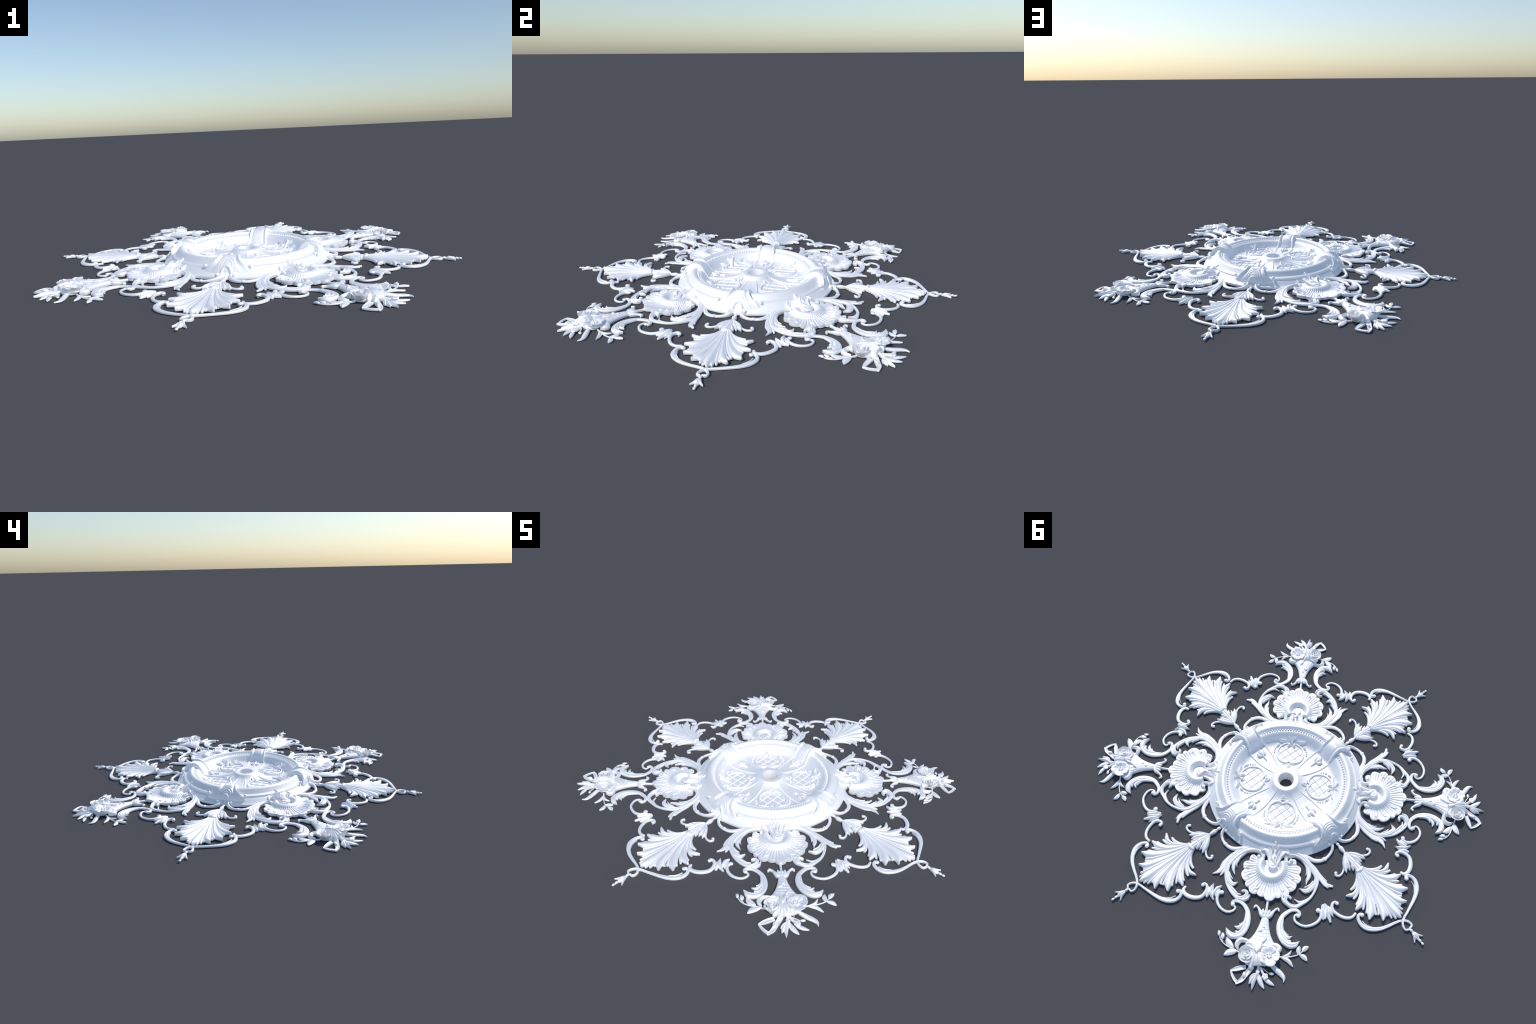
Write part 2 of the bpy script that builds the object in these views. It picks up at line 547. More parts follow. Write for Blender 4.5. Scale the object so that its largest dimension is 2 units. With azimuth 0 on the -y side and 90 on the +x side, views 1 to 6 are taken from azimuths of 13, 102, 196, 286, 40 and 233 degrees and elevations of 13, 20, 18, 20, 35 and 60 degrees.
patch(cup, cup_fn, 300, 44, 0.01)
floor = Geo()
blob(floor, (SC[0], SC[1], 0.010), (0.044, 0.044, 0.012), nu=28, nv=8)
# crest between shell and medallion
crest = Geo()
sp = [(0.441 + q * math.cos(a), -0.003 + q * math.sin(a), 0.055 - 0.3 * q) for q, a in
      [(0.003 + 0.0021 * k, math.radians(-60 + 62 * k)) for k in range(9)]]
tube(crest, sp + [(0.416, -0.006, 0.062), (0.402, 0.002, 0.060)], [0.0045, 0.0055, 0.0065, 0.007, 0.007, 0.008, 0.006], per=6)
blob(crest, (0.441, -0.003, 0.040), (0.023, 0.021, 0.018))
sweep(crest, [(0.430, -0.002), (0.405, 0), (0.385, 0), (0.362, 0)], [0.030, 0.024, 0.016, 0.010], [0.052, 0.056, 0.060, 0.066], "dome", base=0.01)
blob(crest, (0.3415, -0.001, 0.092), (0.0075, 0.0075, 0.0135), nu=16, nv=10)
blob(crest, (0.352, -0.001, 0.080), (0.009, 0.006, 0.015), nu=16, nv=10)
for s in (-1, 1):
    sweep(crest, [(0.384, 0.002 * s), (0.369, 0.008 * s), (0.353, 0.020 * s)], [0.009, 0.012, 0.009, 0.004],
          [0.066, 0.078, 0.086, 0.086], "crease", base=[0.02, 0.04, 0.06])
    sweep(crest, [(0.432, 0.018 * s), (0.412, 0.022 * s), (0.390, 0.026 * s), (0.374, 0.036 * s), (0.369, 0.050 * s), (0.378, 0.063 * s)],
          [0.010, 0.016, 0.024, 0.034, 0.036, 0.030, 0.012], [0.050, 0.058, 0.068, 0.078, 0.080, 0.070], "gutter", base=0.01)
    sweep(crest, [(0.420, 0.010 * s), (0.396, 0.014 * s), (0.378, 0.022 * s)], [0.008, 0.010, 0.006], [0.056, 0.066, 0.070], "strand", base=0.01)
place("shell", shell, DIAG, [("shell_cup", cup), ("shell_curl", curls), ("cup_floor", floor), ("crest_finial", crest)], angle=60, shift=(0, 0.55))

# ------------------------------------------------------------------ acanthus scrolls round the shells
# the left and right scrolls are cousins rather than exact mirror images
ZS = 0.46     # overall relief of the flat openwork


def acanthus(stem_pts, hook, leaves, tendril_pts, ball):
    stem = Geo()
    sweep(stem, stem_pts,
          [0.010, 0.018, 0.022, 0.027, 0.031, 0.033, 0.030, 0.026, 0.024, 0.022, 0.018, 0.014, 0.013, 0.014, 0.016, 0.019, 0.021, 0.021, 0.018, 0.012],
          [0.058, 0.056, 0.052, 0.048, 0.043, 0.038, 0.033, 0.030, 0.027, 0.024, 0.022, 0.020, 0.020, 0.022, 0.026, 0.034, 0.038, 0.036], "double")
    blob(stem, (ball[0], ball[1], 0.052), (0.009, 0.009, 0.011), nu=16, nv=10)
    sweep(stem, hook, [0.012, 0.016, 0.015, 0.008], [0.026, 0.034, 0.036, 0.034], "strand")
    kids = []
    for strands in leaves:
        lf = Geo()
        for pts, w, z, prof in strands:
            sweep(lf, pts, w, z, prof)
        kids.append(("acanthus_leaf", lf))
    td = Geo()
    sweep(td, tendril_pts, [0.012, 0.018, 0.020, 0.021, 0.020, 0.017, 0.015, 0.015, 0.016, 0.015, 0.010],
          [0.036, 0.032, 0.026, 0.023, 0.021, 0.021, 0.022, 0.028, 0.044, 0.058, 0.060], "dome")
    m = tendril_pts[-1]
    blob(td, (m[0], m[1], 0.046), (0.007, 0.007, 0.017), nu=14, nv=9)
    m = tendril_pts[5]
    blob(td, (m[0], m[1], 0.012), (0.012, 0.0095, 0.013), rot=1.0, nu=14, nv=9)
    kids.append(("tendril", td))
    place("acanthus_scroll", stem, DIAG, kids, shift=(0, ZS))


acanthus([(0.413, 0.081), (0.420, 0.076), (0.418, 0.064), (0.402, 0.055), (0.382, 0.062), (0.372, 0.082), (0.373, 0.105), (0.383, 0.132),
          (0.407, 0.162), (0.436, 0.187), (0.464, 0.206), (0.492, 0.213), (0.520, 0.210), (0.552, 0.199), (0.579, 0.181), (0.601, 0.155),
          (0.617, 0.131), (0.619, 0.108), (0.609, 0.088), (0.595, 0.078), (0.581, 0.082), (0.577, 0.091), (0.583, 0.101)],
         [(0.620, 0.104), (0.604, 0.073), (0.588, 0.063), (0.572, 0.066)],
         [[([(0.384, 0.118), (0.400, 0.141), (0.422, 0.159), (0.446, 0.169), (0.469, 0.172), (0.488, 0.166), (0.509, 0.163)],
            [0.012, 0.018, 0.020, 0.021, 0.023, 0.017, 0.003], [0.034, 0.030, 0.027, 0.025, 0.024, 0.020], "double"),
           ([(0.420, 0.154), (0.446, 0.160), (0.466, 0.157)], [0.010, 0.011, 0.003], [0.026, 0.024, 0.018], "strand")],
          [([(0.400, 0.165), (0.425, 0.192), (0.451, 0.213), (0.476, 0.233), (0.496, 0.257), (0.500, 0.284)],
            [0.012, 0.019, 0.023, 0.025, 0.022, 0.012], [0.026, 0.024, 0.022, 0.019, 0.018, 0.017], "double"),
           ([(0.437, 0.210), (0.460, 0.231), (0.480, 0.256)], [0.008, 0.011, 0.008], [0.021, 0.019, 0.017], "strand"),
           ([(0.478, 0.226), (0.500, 0.248), (0.510, 0.266)], [0.010, 0.012, 0.006], [0.018, 0.018, 0.015], "strand")],
          [([(0.450, 0.195), (0.474, 0.204), (0.499, 0.203), (0.523, 0.189), (0.540, 0.166), (0.533, 0.135)],
            [0.008, 0.013, 0.018, 0.025, 0.023, 0.004], [0.026, 0.027, 0.030, 0.034, 0.032, 0.026], "triple"),
           ([(0.490, 0.194), (0.510, 0.181), (0.523, 0.158)], [0.008, 0.012, 0.005], [0.026, 0.028, 0.024], "strand")],
          [([(0.550, 0.201), (0.574, 0.183), (0.589, 0.162), (0.595, 0.142), (0.585, 0.119)],
            [0.008, 0.012, 0.014, 0.012, 0.005], [0.018, 0.019, 0.019, 0.017], "strand")]],
         [(0.375, 0.118), (0.373, 0.142), (0.379, 0.163), (0.387, 0.186), (0.386, 0.211), (0.374, 0.236), (0.347, 0.258),
          (0.317, 0.268), (0.297, 0.264), (0.288, 0.253), (0.296, 0.245), (0.304, 0.250)], (0.409, 0.080))

acanthus([(0.413, -0.074), (0.423, -0.074), (0.422, -0.062), (0.407, -0.053), (0.386, -0.061), (0.374, -0.081), (0.373, -0.107), (0.380, -0.134),
          (0.402, -0.165), (0.432, -0.190), (0.467, -0.210), (0.504, -0.215), (0.531, -0.210), (0.558, -0.199), (0.583, -0.180), (0.603, -0.158),
          (0.615, -0.137), (0.612, -0.116), (0.599, -0.103), (0.586, -0.101), (0.578, -0.112), (0.581, -0.122)],
         [(0.618, -0.128), (0.622, -0.114), (0.612, -0.094), (0.596, -0.086)],
         [[([(0.376, -0.118), (0.399, -0.146), (0.426, -0.169), (0.456, -0.184), (0.480, -0.184), (0.508, -0.172)],
            [0.012, 0.018, 0.020, 0.021, 0.018, 0.003], [0.034, 0.030, 0.027, 0.025, 0.024, 0.020], "double"),
           ([(0.430, -0.163), (0.453, -0.172), (0.472, -0.168)], [0.008, 0.010, 0.003], [0.026, 0.024, 0.018], "strand")],
          [([(0.388, -0.175), (0.422, -0.206), (0.455, -0.226), (0.483, -0.235), (0.505, -0.252), (0.517, -0.276)],
            [0.012, 0.020, 0.024, 0.026, 0.022, 0.004], [0.026, 0.024, 0.022, 0.019, 0.018, 0.016], "double"),
           ([(0.430, -0.220), (0.456, -0.237), (0.478, -0.247)], [0.008, 0.011, 0.005], [0.021, 0.019, 0.017], "strand"),
           ([(0.480, -0.222), (0.502, -0.228), (0.518, -0.237)], [0.010, 0.014, 0.009], [0.018, 0.018, 0.015], "strand")],
          [([(0.470, -0.206), (0.500, -0.208), (0.524, -0.202), (0.544, -0.189), (0.555, -0.173), (0.543, -0.152)],
            [0.010, 0.015, 0.020, 0.025, 0.022, 0.004], [0.024, 0.026, 0.028, 0.032, 0.032, 0.026], "triple"),
           ([(0.500, -0.200), (0.518, -0.191), (0.529, -0.178)], [0.008, 0.011, 0.005], [0.026, 0.028, 0.024], "strand")],
          [([(0.560, -0.188), (0.580, -0.165), (0.596, -0.145), (0.597, -0.130)],
            [0.008, 0.014, 0.014, 0.006], [0.020, 0.026, 0.026, 0.022], "strand")]],
         [(0.368, -0.128), (0.372, -0.150), (0.378, -0.175), (0.382, -0.198), (0.378, -0.222), (0.364, -0.244), (0.345, -0.261),
          (0.317, -0.270), (0.297, -0.266), (0.288, -0.255), (0.296, -0.247), (0.304, -0.252)], (0.410, -0.073))

# ------------------------------------------------------------------ S-scrolls beside the baskets
def leafy(main, inner, fork, mid, ball):
    g, a, b = Geo(), Geo(), Geo()
    sweep(g, main, [0.012, 0.015, 0.017, 0.019, 0.021, 0.023, 0.025, 0.025, 0.024, 0.024, 0.026, 0.030, 0.026, 0.004],
          [0.024, 0.024, 0.020, 0.019, 0.020, 0.022, 0.024, 0.027, 0.032, 0.038, 0.038, 0.030], "double")
    blob(g, (ball[0], ball[1], 0.014), (0.010, 0.010, 0.014), nu=16, nv=10)
    sweep(a, inner, [0.006, 0.012, 0.015, 0.016, 0.018, 0.018, 0.004], [0.020, 0.022, 0.023, 0.024, 0.024, 0.020], "strand")
    sweep(a, fork, [0.005, 0.007, 0.003], [0.020, 0.020, 0.017], "strand")
    sweep(b, mid, [0.008, 0.013, 0.014, 0.010], [0.026, 0.030, 0.031, 0.028], "strand")
    place("leafy_scroll", g, DIAG, [("acanthus_leaf", a), ("acanthus_leaf", b)], shift=(0, ZS))


leafy([(0.658, 0.143), (0.652, 0.152), (0.640, 0.147), (0.634, 0.132), (0.637, 0.112), (0.648, 0.096), (0.670, 0.076), (0.698, 0.067),
       (0.729, 0.067), (0.758, 0.077), (0.780, 0.097), (0.791, 0.122), (0.788, 0.144), (0.770, 0.164)],
      [(0.676, 0.081), (0.698, 0.079), (0.718, 0.080), (0.739, 0.088), (0.753, 0.100), (0.760, 0.113), (0.752, 0.129)],
      [(0.732, 0.090), (0.745, 0.105), (0.748, 0.115)],
      [(0.731, 0.080), (0.751, 0.088), (0.767, 0.099), (0.775, 0.112), (0.773, 0.124)], (0.658, 0.146))
leafy([(0.650, -0.152), (0.643, -0.160), (0.633, -0.154), (0.630, -0.138), (0.633, -0.120), (0.646, -0.101), (0.669, -0.084), (0.698, -0.076),
       (0.729, -0.075), (0.756, -0.083), (0.777, -0.100), (0.786, -0.124), (0.781, -0.146), (0.757, -0.166)],
      [(0.672, -0.091), (0.694, -0.087), (0.709, -0.087), (0.725, -0.091), (0.737, -0.101), (0.746, -0.114), (0.743, -0.131)],
      [(0.716, -0.092), (0.728, -0.103), (0.730, -0.112)],
      [(0.730, -0.086), (0.744, -0.090), (0.759, -0.099), (0.767, -0.109), (0.765, -0.120)], (0.648, -0.155))

# ------------------------------------------------------------------ connecting C-scrolls and clasps
def c_scroll(pts, w, z, ball, rad, arms):
    g = Geo()
    sweep(g, pts, w, z, "dome")
    blob(g, (ball[0], ball[1], 0.017), (rad, rad, 0.013), nu=18, nv=12)
    place("c_scroll", g, arms, shift=(0, 0.49))


WC = [0.009, 0.011, 0.012, 0.012, 0.013, 0.014, 0.015, 0.015, 0.015]
ZC = [0.016, 0.016, 0.016, 0.017, 0.018, 0.020, 0.024, 0.028]
c_scroll([(0.651, 0.139), (0.658, 0.131), (0.669, 0.129), (0.683, 0.135), (0.695, 0.155), (0.699, 0.183), (0.689, 0.212), (0.671, 0.235),
          (0.650, 0.246), (0.630, 0.245), (0.620, 0.237)], WC, ZC, (0.622, 0.232), 0.011, DIAG)
c_scroll([(0.651, -0.150), (0.661, -0.142), (0.670, -0.145), (0.679, -0.156), (0.684, -0.174), (0.679, -0.195), (0.664, -0.216), (0.640, -0.230),
          (0.616, -0.232), (0.601, -0.224)], WC, ZC, (0.601, -0.215), 0.010, DIAG)
WD = [0.010, 0.014, 0.016, 0.016, 0.016, 0.016, 0.015, 0.014, 0.012]
ZD = [0.028, 0.028, 0.025, 0.022, 0.020, 0.019, 0.018, 0.018]
c_scroll([(0.633, -0.188), (0.621, -0.188), (0.618, -0.201), (0.628, -0.215), (0.644, -0.221), (0.660, -0.219), (0.687, -0.209), (0.708, -0.192),
          (0.718, -0.171), (0.715, -0.150)], WD, ZD, (0.630, -0.187), 0.009, AXES)
c_scroll([(0.628, 0.189), (0.618, 0.189), (0.614, 0.202), (0.622, 0.216), (0.641, 0.228), (0.665, 0.231), (0.688, 0.219), (0.708, 0.196),
          (0.716, 0.172), (0.711, 0.154), (0.699, 0.149)],
         [0.010, 0.014, 0.016, 0.018, 0.020, 0.021, 0.021, 0.019, 0.014], ZD, (0.627, 0.191), 0.009, AXES)


def clasp(strips):
    g = Geo()
    for pts, w, z, prof in strips:
        sweep(g, pts, w, z, prof)
    place("leaf_clasp", g, DIAG, shift=(0, ZS))


clasp([([(0.596, 0.250), (0.612, 0.252), (0.634, 0.258), (0.655, 0.259)], [0.014, 0.018, 0.022, 0.020, 0.012], [0.024, 0.034, 0.032, 0.024], "crease"),
       ([(0.591, 0.259), (0.606, 0.270), (0.630, 0.270), (0.652, 0.268)], [0.014, 0.020, 0.018, 0.012, 0.008], [0.026, 0.038, 0.034, 0.024], "crease"),
       ([(0.599, 0.277), (0.627, 0.279), (0.645, 0.284), (0.663, 0.291)], [0.010, 0.016, 0.016, 0.019, 0.012], [0.028, 0.036, 0.028, 0.020], "strand"),
       ([(0.602, 0.284), (0.620, 0.290), (0.640, 0.302)], [0.010, 0.017, 0.004], [0.026, 0.028, 0.016], "crease")])
clasp([([(0.588, -0.282), (0.606, -0.277), (0.627, -0.280)], [0.016, 0.018, 0.014], [0.024, 0.032, 0.026], "strand"),
       ([(0.565, -0.261), (0.588, -0.266), (0.612, -0.264), (0.638, -0.249)], [0.005, 0.020, 0.020, 0.016, 0.008], [0.022, 0.036, 0.036, 0.022], "crease"),
       ([(0.573, -0.224), (0.584, -0.240), (0.604, -0.250), (0.622, -0.256)], [0.010, 0.018, 0.017, 0.010], [0.026, 0.034, 0.032, 0.022], "strand"),
       ([(0.590, -0.228), (0.604, -0.238), (0.620, -0.242)], [0.010, 0.014, 0.008], [0.024, 0.026, 0.020], "strand")])

# ------------------------------------------------------------------ ogee frame round the palmette and its tip
def ogee(pts, ball, edge):
    g = Geo()
    sweep(g, pts, [0.012, 0.016, 0.018, 0.021, 0.022, 0.020, 0.017, 0.015, 0.013, 0.012, 0.012, 0.011, 0.010],
          [0.028, 0.026, 0.023, 0.022, 0.021, 0.020, 0.019, 0.018, 0.018, 0.020, 0.022, 0.022, 0.022], "double")
    blob(g, (ball[0], ball[1], 0.018), (0.010, 0.010, 0.013), nu=18, nv=12)
    sweep(g, edge, [0.003, 0.007, 0.003], [0.018, 0.020, 0.018], "strand")
    place("ogee_frame", g, AXES, shift=(0, 0.48))


ogee([(0.738, -0.129), (0.730, -0.134), (0.731, -0.146), (0.743, -0.156), (0.764, -0.161), (0.790, -0.155), (0.817, -0.130), (0.834, -0.102),
      (0.846, -0.065), (0.853, -0.035), (0.863, -0.006), (0.877, 0.012), (0.894, 0.020), (0.907, 0.017), (0.910, 0.003)],
     (0.738, -0.131), [(0.757, -0.147), (0.784, -0.144), (0.810, -0.126)])
ogee([(0.735, 0.145), (0.727, 0.149), (0.728, 0.162), (0.740, 0.172), (0.765, 0.174), (0.791, 0.160), (0.814, 0.132), (0.830, 0.100),
      (0.842, 0.068), (0.852, 0.041), (0.861, 0.014), (0.871, -0.004), (0.887, -0.016), (0.904, -0.018), (0.912, -0.006)],
     (0.735, 0.147), [(0.755, 0.158), (0.783, 0.150), (0.806, 0.128)])
tip = Geo()
blob(tip, (0.922, 0, 0.010), (0.009, 0.0065, 0.009), nu=16, nv=10)
sweep(tip, [(0.930, 0), (0.943, 0), (0.957, 0), (0.966, 0)], [0.012, 0.025, 0.026, 0.014], [0.014, 0.023, 0.021, 0.014], "triple")
for s in (-1, 1):
    sweep(tip, [(0.940, 0.005 * s), (0.953, 0.011 * s), (0.968, 0.0235 * s)], [0.008, 0.011, 0.010, 0.005], [0.018, 0.018, 0.013, 0.011], "strand")
blob(tip, (0.977, 0, 0.008), (0.0085, 0.006, 0.008), nu=14, nv=9)
blob(tip, (0.9925, 0, 0.007), (0.0075, 0.006, 0.007), nu=14, nv=9)
sweep(tip, [(0.960, 0), (0.990, 0)], 0.005, 0.008, "dome")
place("bellflower_tip", tip, AXES, shift=(0, 0.7))

# ------------------------------------------------------------------ palmette
LOBE = [
    ([(0.570, 0.0), (0.66, 0.0), (0.76, 0.0), (0.852, 0.001)], 0.034, 0.22, [((0.839, 0.018), 0.90), ((0.826, 0.032), 0.84)]),
    ([(0.570, 0.004), (0.630, 0.009), (0.691, 0.021), (0.750, 0.035), (0.791, 0.050), (0.814, 0.072)], 0.030, 0.24,
     [((0.807, 0.040), 0.90), ((0.780, 0.069), 0.88)]),
    ([(0.570, 0.008), (0.610, 0.020), (0.668, 0.039), (0.712, 0.060), (0.748, 0.086), (0.773, 0.118)], 0.032, 0.24,
     [((0.776, 0.080), 0.86), ((0.742, 0.107), 0.88)]),
    ([(0.568, 0.013), (0.600, 0.028), (0.640, 0.047), (0.672, 0.070), (0.693, 0.097), (0.703, 0.133)], 0.026, 0.45,
     [((0.721, 0.108), 0.84), ((0.686, 0.118), 0.88)]),
    ([(0.566, 0.018), (0.590, 0.029), (0.616, 0.050), (0.635, 0.074), (0.642, 0.102), (0.630, 0.128)], 0.018, 0.5,
     [((0.659, 0.114), 0.85), ((0.619, 0.097), 0.74)]),
]
lobes = []
for k, (path, w, blunt, side) in enumerate(LOBE):
    top = 0.041 - 0.0015 * k
    for s in ((1,) if k == 0 else (1, -1)):
        g = Geo()
        sweep(g, [(r, t * s) for r, t in path], [1.16 * w * q for q in (0.34, 0.42, 0.48, 0.54, 0.60, 0.66, 0.76, 0.94, 0.98, blunt)],
              [top + 0.006, top + 0.003, top, top - 0.003, top - 0.004, top, top + 0.006 - 0.001 * k, top + 0.006 - 0.002 * k], "strand",
              base=[0.0, 0.0, 0.003, 0.006], per=8, cap=(True, blunt > 0.3))
        lobes.append(g)
    C = spline(path, 10)
    for end, ue in side:
        M = C[:max(4, int(len(C) * ue))]
        u = np.linspace(0, 1, len(M))[:, None]
        line = M + (np.array(end) - M[-1]) * u ** 1.6
        for s in (1, -1):
            g = Geo()
            sweep(g, [(r, t * s) for r, t in line[::6]] + [(end[0], end[1] * s)], [0.007, 0.011, 0.013, 0.015, 0.016, 0.0155, 0.011],
                  [top + 0.001, top - 0.002, top - 0.006, top - 0.008, top - 0.008, top - 0.011], "strand", base=[0.0, 0.0, 0.003, 0.006], per=5, m=8)
            lobes.append(g)
back = Geo()


def back_fn(u, v):
    s = 2 * v - 1
    a = s * math.radians(62)
    R = np.interp(abs(s), [0, 0.3, 0.55, 0.8, 1.0], [0.24, 0.20, 0.155, 0.10, 0.06])
    r = 0.565 + R * u * math.cos(a * (0.55 + 0.45 * u)); t = 0.012 * s + R * u * math.sin(a * (0.55 + 0.45 * u)) * 0.62
    return (r, t, 0.028 - 0.008 * abs(s) - 0.006 * u)


patch(back, back_fn, 24, 30, 0.0)
bell = Geo()
# pendant bellflower that ties the palmette to the medallion
blob(bell, (0.411, 0, 0.018), (0.010, 0.008, 0.012), nu=16, nv=10)
sweep(bell, [(0.422, 0), (0.435, 0), (0.449, 0), (0.464, 0), (0.477, 0)], [0.012, 0.024, 0.020, 0.012, 0.016], [0.028, 0.036, 0.032, 0.028, 0.034], "dome")
sweep(bell, [(0.467, 0), (0.497, 0), (0.527, 0), (0.552, 0), (0.578, 0)], [0.012, 0.022, 0.028, 0.028, 0.034, 0.034], [0.034, 0.042, 0.048, 0.050, 0.046], "triple")
for s in (-1, 1):
    sweep(bell, [(0.471, 0.006 * s), (0.493, 0.022 * s), (0.518, 0.042 * s), (0.544, 0.057 * s)], [0.012, 0.026, 0.030, 0.024, 0.005],
          [0.034, 0.040, 0.042, 0.038, 0.030], "double")
    sweep(bell, [(0.497, 0.016 * s), (0.521, 0.028 * s), (0.545, 0.036 * s)], [0.014, 0.022, 0.018, 0.006], [0.040, 0.040, 0.034, 0.026], "strand")
    sweep(bell, [(0.526, 0.010 * s), (0.542, 0.018 * s), (0.554, 0.023 * s)], [0.012, 0.016, 0.009], [0.044, 0.042, 0.034], "strand")
sweep(bell, [(0.572, -0.014), (0.576, 0.0), (0.572, 0.014)], [0.020, 0.024, 0.020], [0.052, 0.060, 0.052], "dome")
hook = Geo()
for s in (-1, 1):
    sweep(hook, [(0.486, 0.024 * s), (0.507, 0.042 * s), (0.526, 0.060 * s), (0.536, 0.080 * s), (0.534, 0.098 * s), (0.522, 0.105 * s), (0.515, 0.098 * s)],
          [0.010, 0.012, 0.011, 0.010, 0.011, 0.012, 0.011], [0.030, 0.028, 0.022, 0.018, 0.018, 0.022, 0.024], "dome")
    blob(hook, (0.516, 0.099 * s, 0.016), (0.0075, 0.0075, 0.010), nu=14, nv=9)
kids = [("palm_leaflet", l) for l in lobes] + [("bellflower", bell), ("hook_tendril", hook)]
place("palmette", back, AXES, kids, shift=(0, 0.46))

# ------------------------------------------------------------------ flower basket (cornucopia) on the diagonals
vase = Geo()
VR = [0.690, 0.700, 0.725, 0.745, 0.766, 0.788, 0.802, 0.815, 0.835]
VW = [0.012, 0.017, 0.022, 0.028, 0.036, 0.049, 0.062, 0.070, 0.066]
VZ = [0.030, 0.035, 0.037, 0.039, 0.042, 0.045, 0.047, 0.048, 0.046]


def vase_fn(u, v):
    s = 2 * v - 1
    r = 0.690 + 0.145 * u
    w, h = np.interp(r, VR, VW), np.interp(r, VR, VZ)
    a = s * math.pi / 2
    z = h * (0.30 + 0.70 * math.cos(a) ** 0.8)
    z += 0.0014 * math.cos(9 * math.pi * s) * (1 - abs(s)) ** 0.3
    x = math.sin(a)
    return (r, w * x, max(z, 0.004))


patch(vase, vase_fn, 40, 54, 0.0)
weave = Geo()
for r in (0.742, 0.758, 0.774, 0.789):
    w = np.interp(r, VR, VW); h = np.interp(r, VR, VZ)
    pts = [(r + 0.004 * math.cos(s * 3), w * math.sin(s * math.pi / 2) * 0.99, h * (0.30 + 0.70 * math.cos(s * math.pi / 2) ** 0.8) + 0.0003) for s in np.linspace(-0.55, 0.55, 9)]
    tube(weave, pts, 0.0022, per=4, m=6)
blob(weave, (0.735, 0.001, 0.040), (0.006, 0.006, 0.006), nu=12, nv=8)
leaf(weave, (0.808, 0.002), (0.780, 0.021), 0.010, 0.058, 0.056, 0.008)
leaf(weave, (0.75, -0.004), (0.757, -0.022), 0.012, 0.048, 0.044, 0.008)
calyx = Geo()
sweep(calyx, [(0.600, 0), (0.620, 0), (0.650, 0), (0.672, 0)], [0.020, 0.012, 0.012, 0.018], [0.026, 0.022, 0.026, 0.030], "dome")
blob(calyx, (0.684, 0, 0.020), (0.013, 0.020, 0.014))
for s in (-1, 1):
    sweep(calyx, [(0.690, 0.006 * s), (0.679, 0.020 * s), (0.662, 0.030 * s), (0.648, 0.041 * s), (0.643, 0.051 * s), (0.651, 0.056 * s)],
          [0.018, 0.022, 0.018, 0.012, 0.011, 0.010], [0.032, 0.034, 0.030, 0.022, 0.022, 0.024], "dome")
    leaf(calyx, (0.685, 0.010 * s), (0.653, 0.016 * s), 0.014, 0.036, 0.030, 0.012)
leaf(calyx, (0.688, 0), (0.650, 0), 0.014, 0.036, 0.032, 0.012)
lip = Geo()
sweep(lip, [(0.806, -0.055), (0.802, -0.075), (0.803, -0.092), (0.815, -0.103), (0.830, -0.104), (0.845, -0.096)],
      [0.018, 0.020, 0.024, 0.026, 0.020, 0.006], [0.042, 0.040, 0.036, 0.034, 0.030, 0.024], "crease")
sweep(lip, [(0.806, 0.050), (0.808, 0.068), (0.818, 0.080), (0.832, 0.074)], [0.022, 0.026, 0.028, 0.022], [0.044, 0.042, 0.040, 0.042], "dome")
sweep(lip, [(0.808, -0.056), (0.815, -0.03), (0.818, 0.0), (0.815, 0.03), (0.808, 0.056)], [0.010, 0.014, 0.012, 0.014, 0.010], [0.040, 0.050, 0.052, 0.050, 0.042], "round")
mound = Geo()
blob(mound, (0.866, -0.005, 0.010), (0.042, 0.072, 0.032), nu=32, nv=16)
rose = Geo()
RC = (0.870, -0.056)
blob(rose, (RC[0] + 0.002, RC[1] - 0.003, 0.042), (0.009, 0.008, 0.024), rot=0.6, nu=18, nv=12)
for a, h, r0, r1, z0, z1, cu in [(0.3, 1.1, 0.003, 0.011, 0.036, 0.066, 0.002), (2.5, 1.2, 0.004, 0.014, 0.034, 0.068, 0.002), (4.4, 1.0, 0.004, 0.013, 0.034, 0.064, 0.002),
                                (1.2, 0.95, 0.010, 0.023, 0.024, 0.064, 0.003), (3.1, 0.9, 0.010, 0.024, 0.026, 0.070, 0.004), (5.2, 1.0, 0.010, 0.022, 0.022, 0.058, 0.003),
                                (0.2, 0.85, 0.014, 0.033, 0.008, 0.050, 0.003), (1.9, 0.8, 0.014, 0.036, 0.014, 0.064, 0.006), (3.5, 0.9, 0.014, 0.037, 0.016, 0.066, 0.007),
                                (5.2, 0.9, 0.014, 0.033, 0.006, 0.046, 0.002)]:
    petal(rose, RC, a, h, r0, r1 * 1.06, z0, z1, curl=cu, tip=0.2, thick=0.0048)
blossom = Geo()
BC = (0.860, 0.042)
for k in range(5):
    a = 2 * math.pi * k / 5 + 0.35
    petal(blossom, BC, a, 0.72, 0.005, 0.044 + 0.004 * math.sin(a + 1), 0.036, 0.062 - 0.008 * math.cos(a) , curl=0.007, tip=0.22, wave=0.0018, cup=0.9, thick=0.005)
for k in range(6):
    a = 2 * math.pi * k / 6
    blob(blossom, (BC[0] + 0.009 * math.cos(a), BC[1] + 0.009 * math.sin(a), 0.048), (0.0034, 0.0034, 0.008), nu=10, nv=8)
blob(blossom, (BC[0], BC[1], 0.024), (0.032, 0.032, 0.018))
lily = Geo()
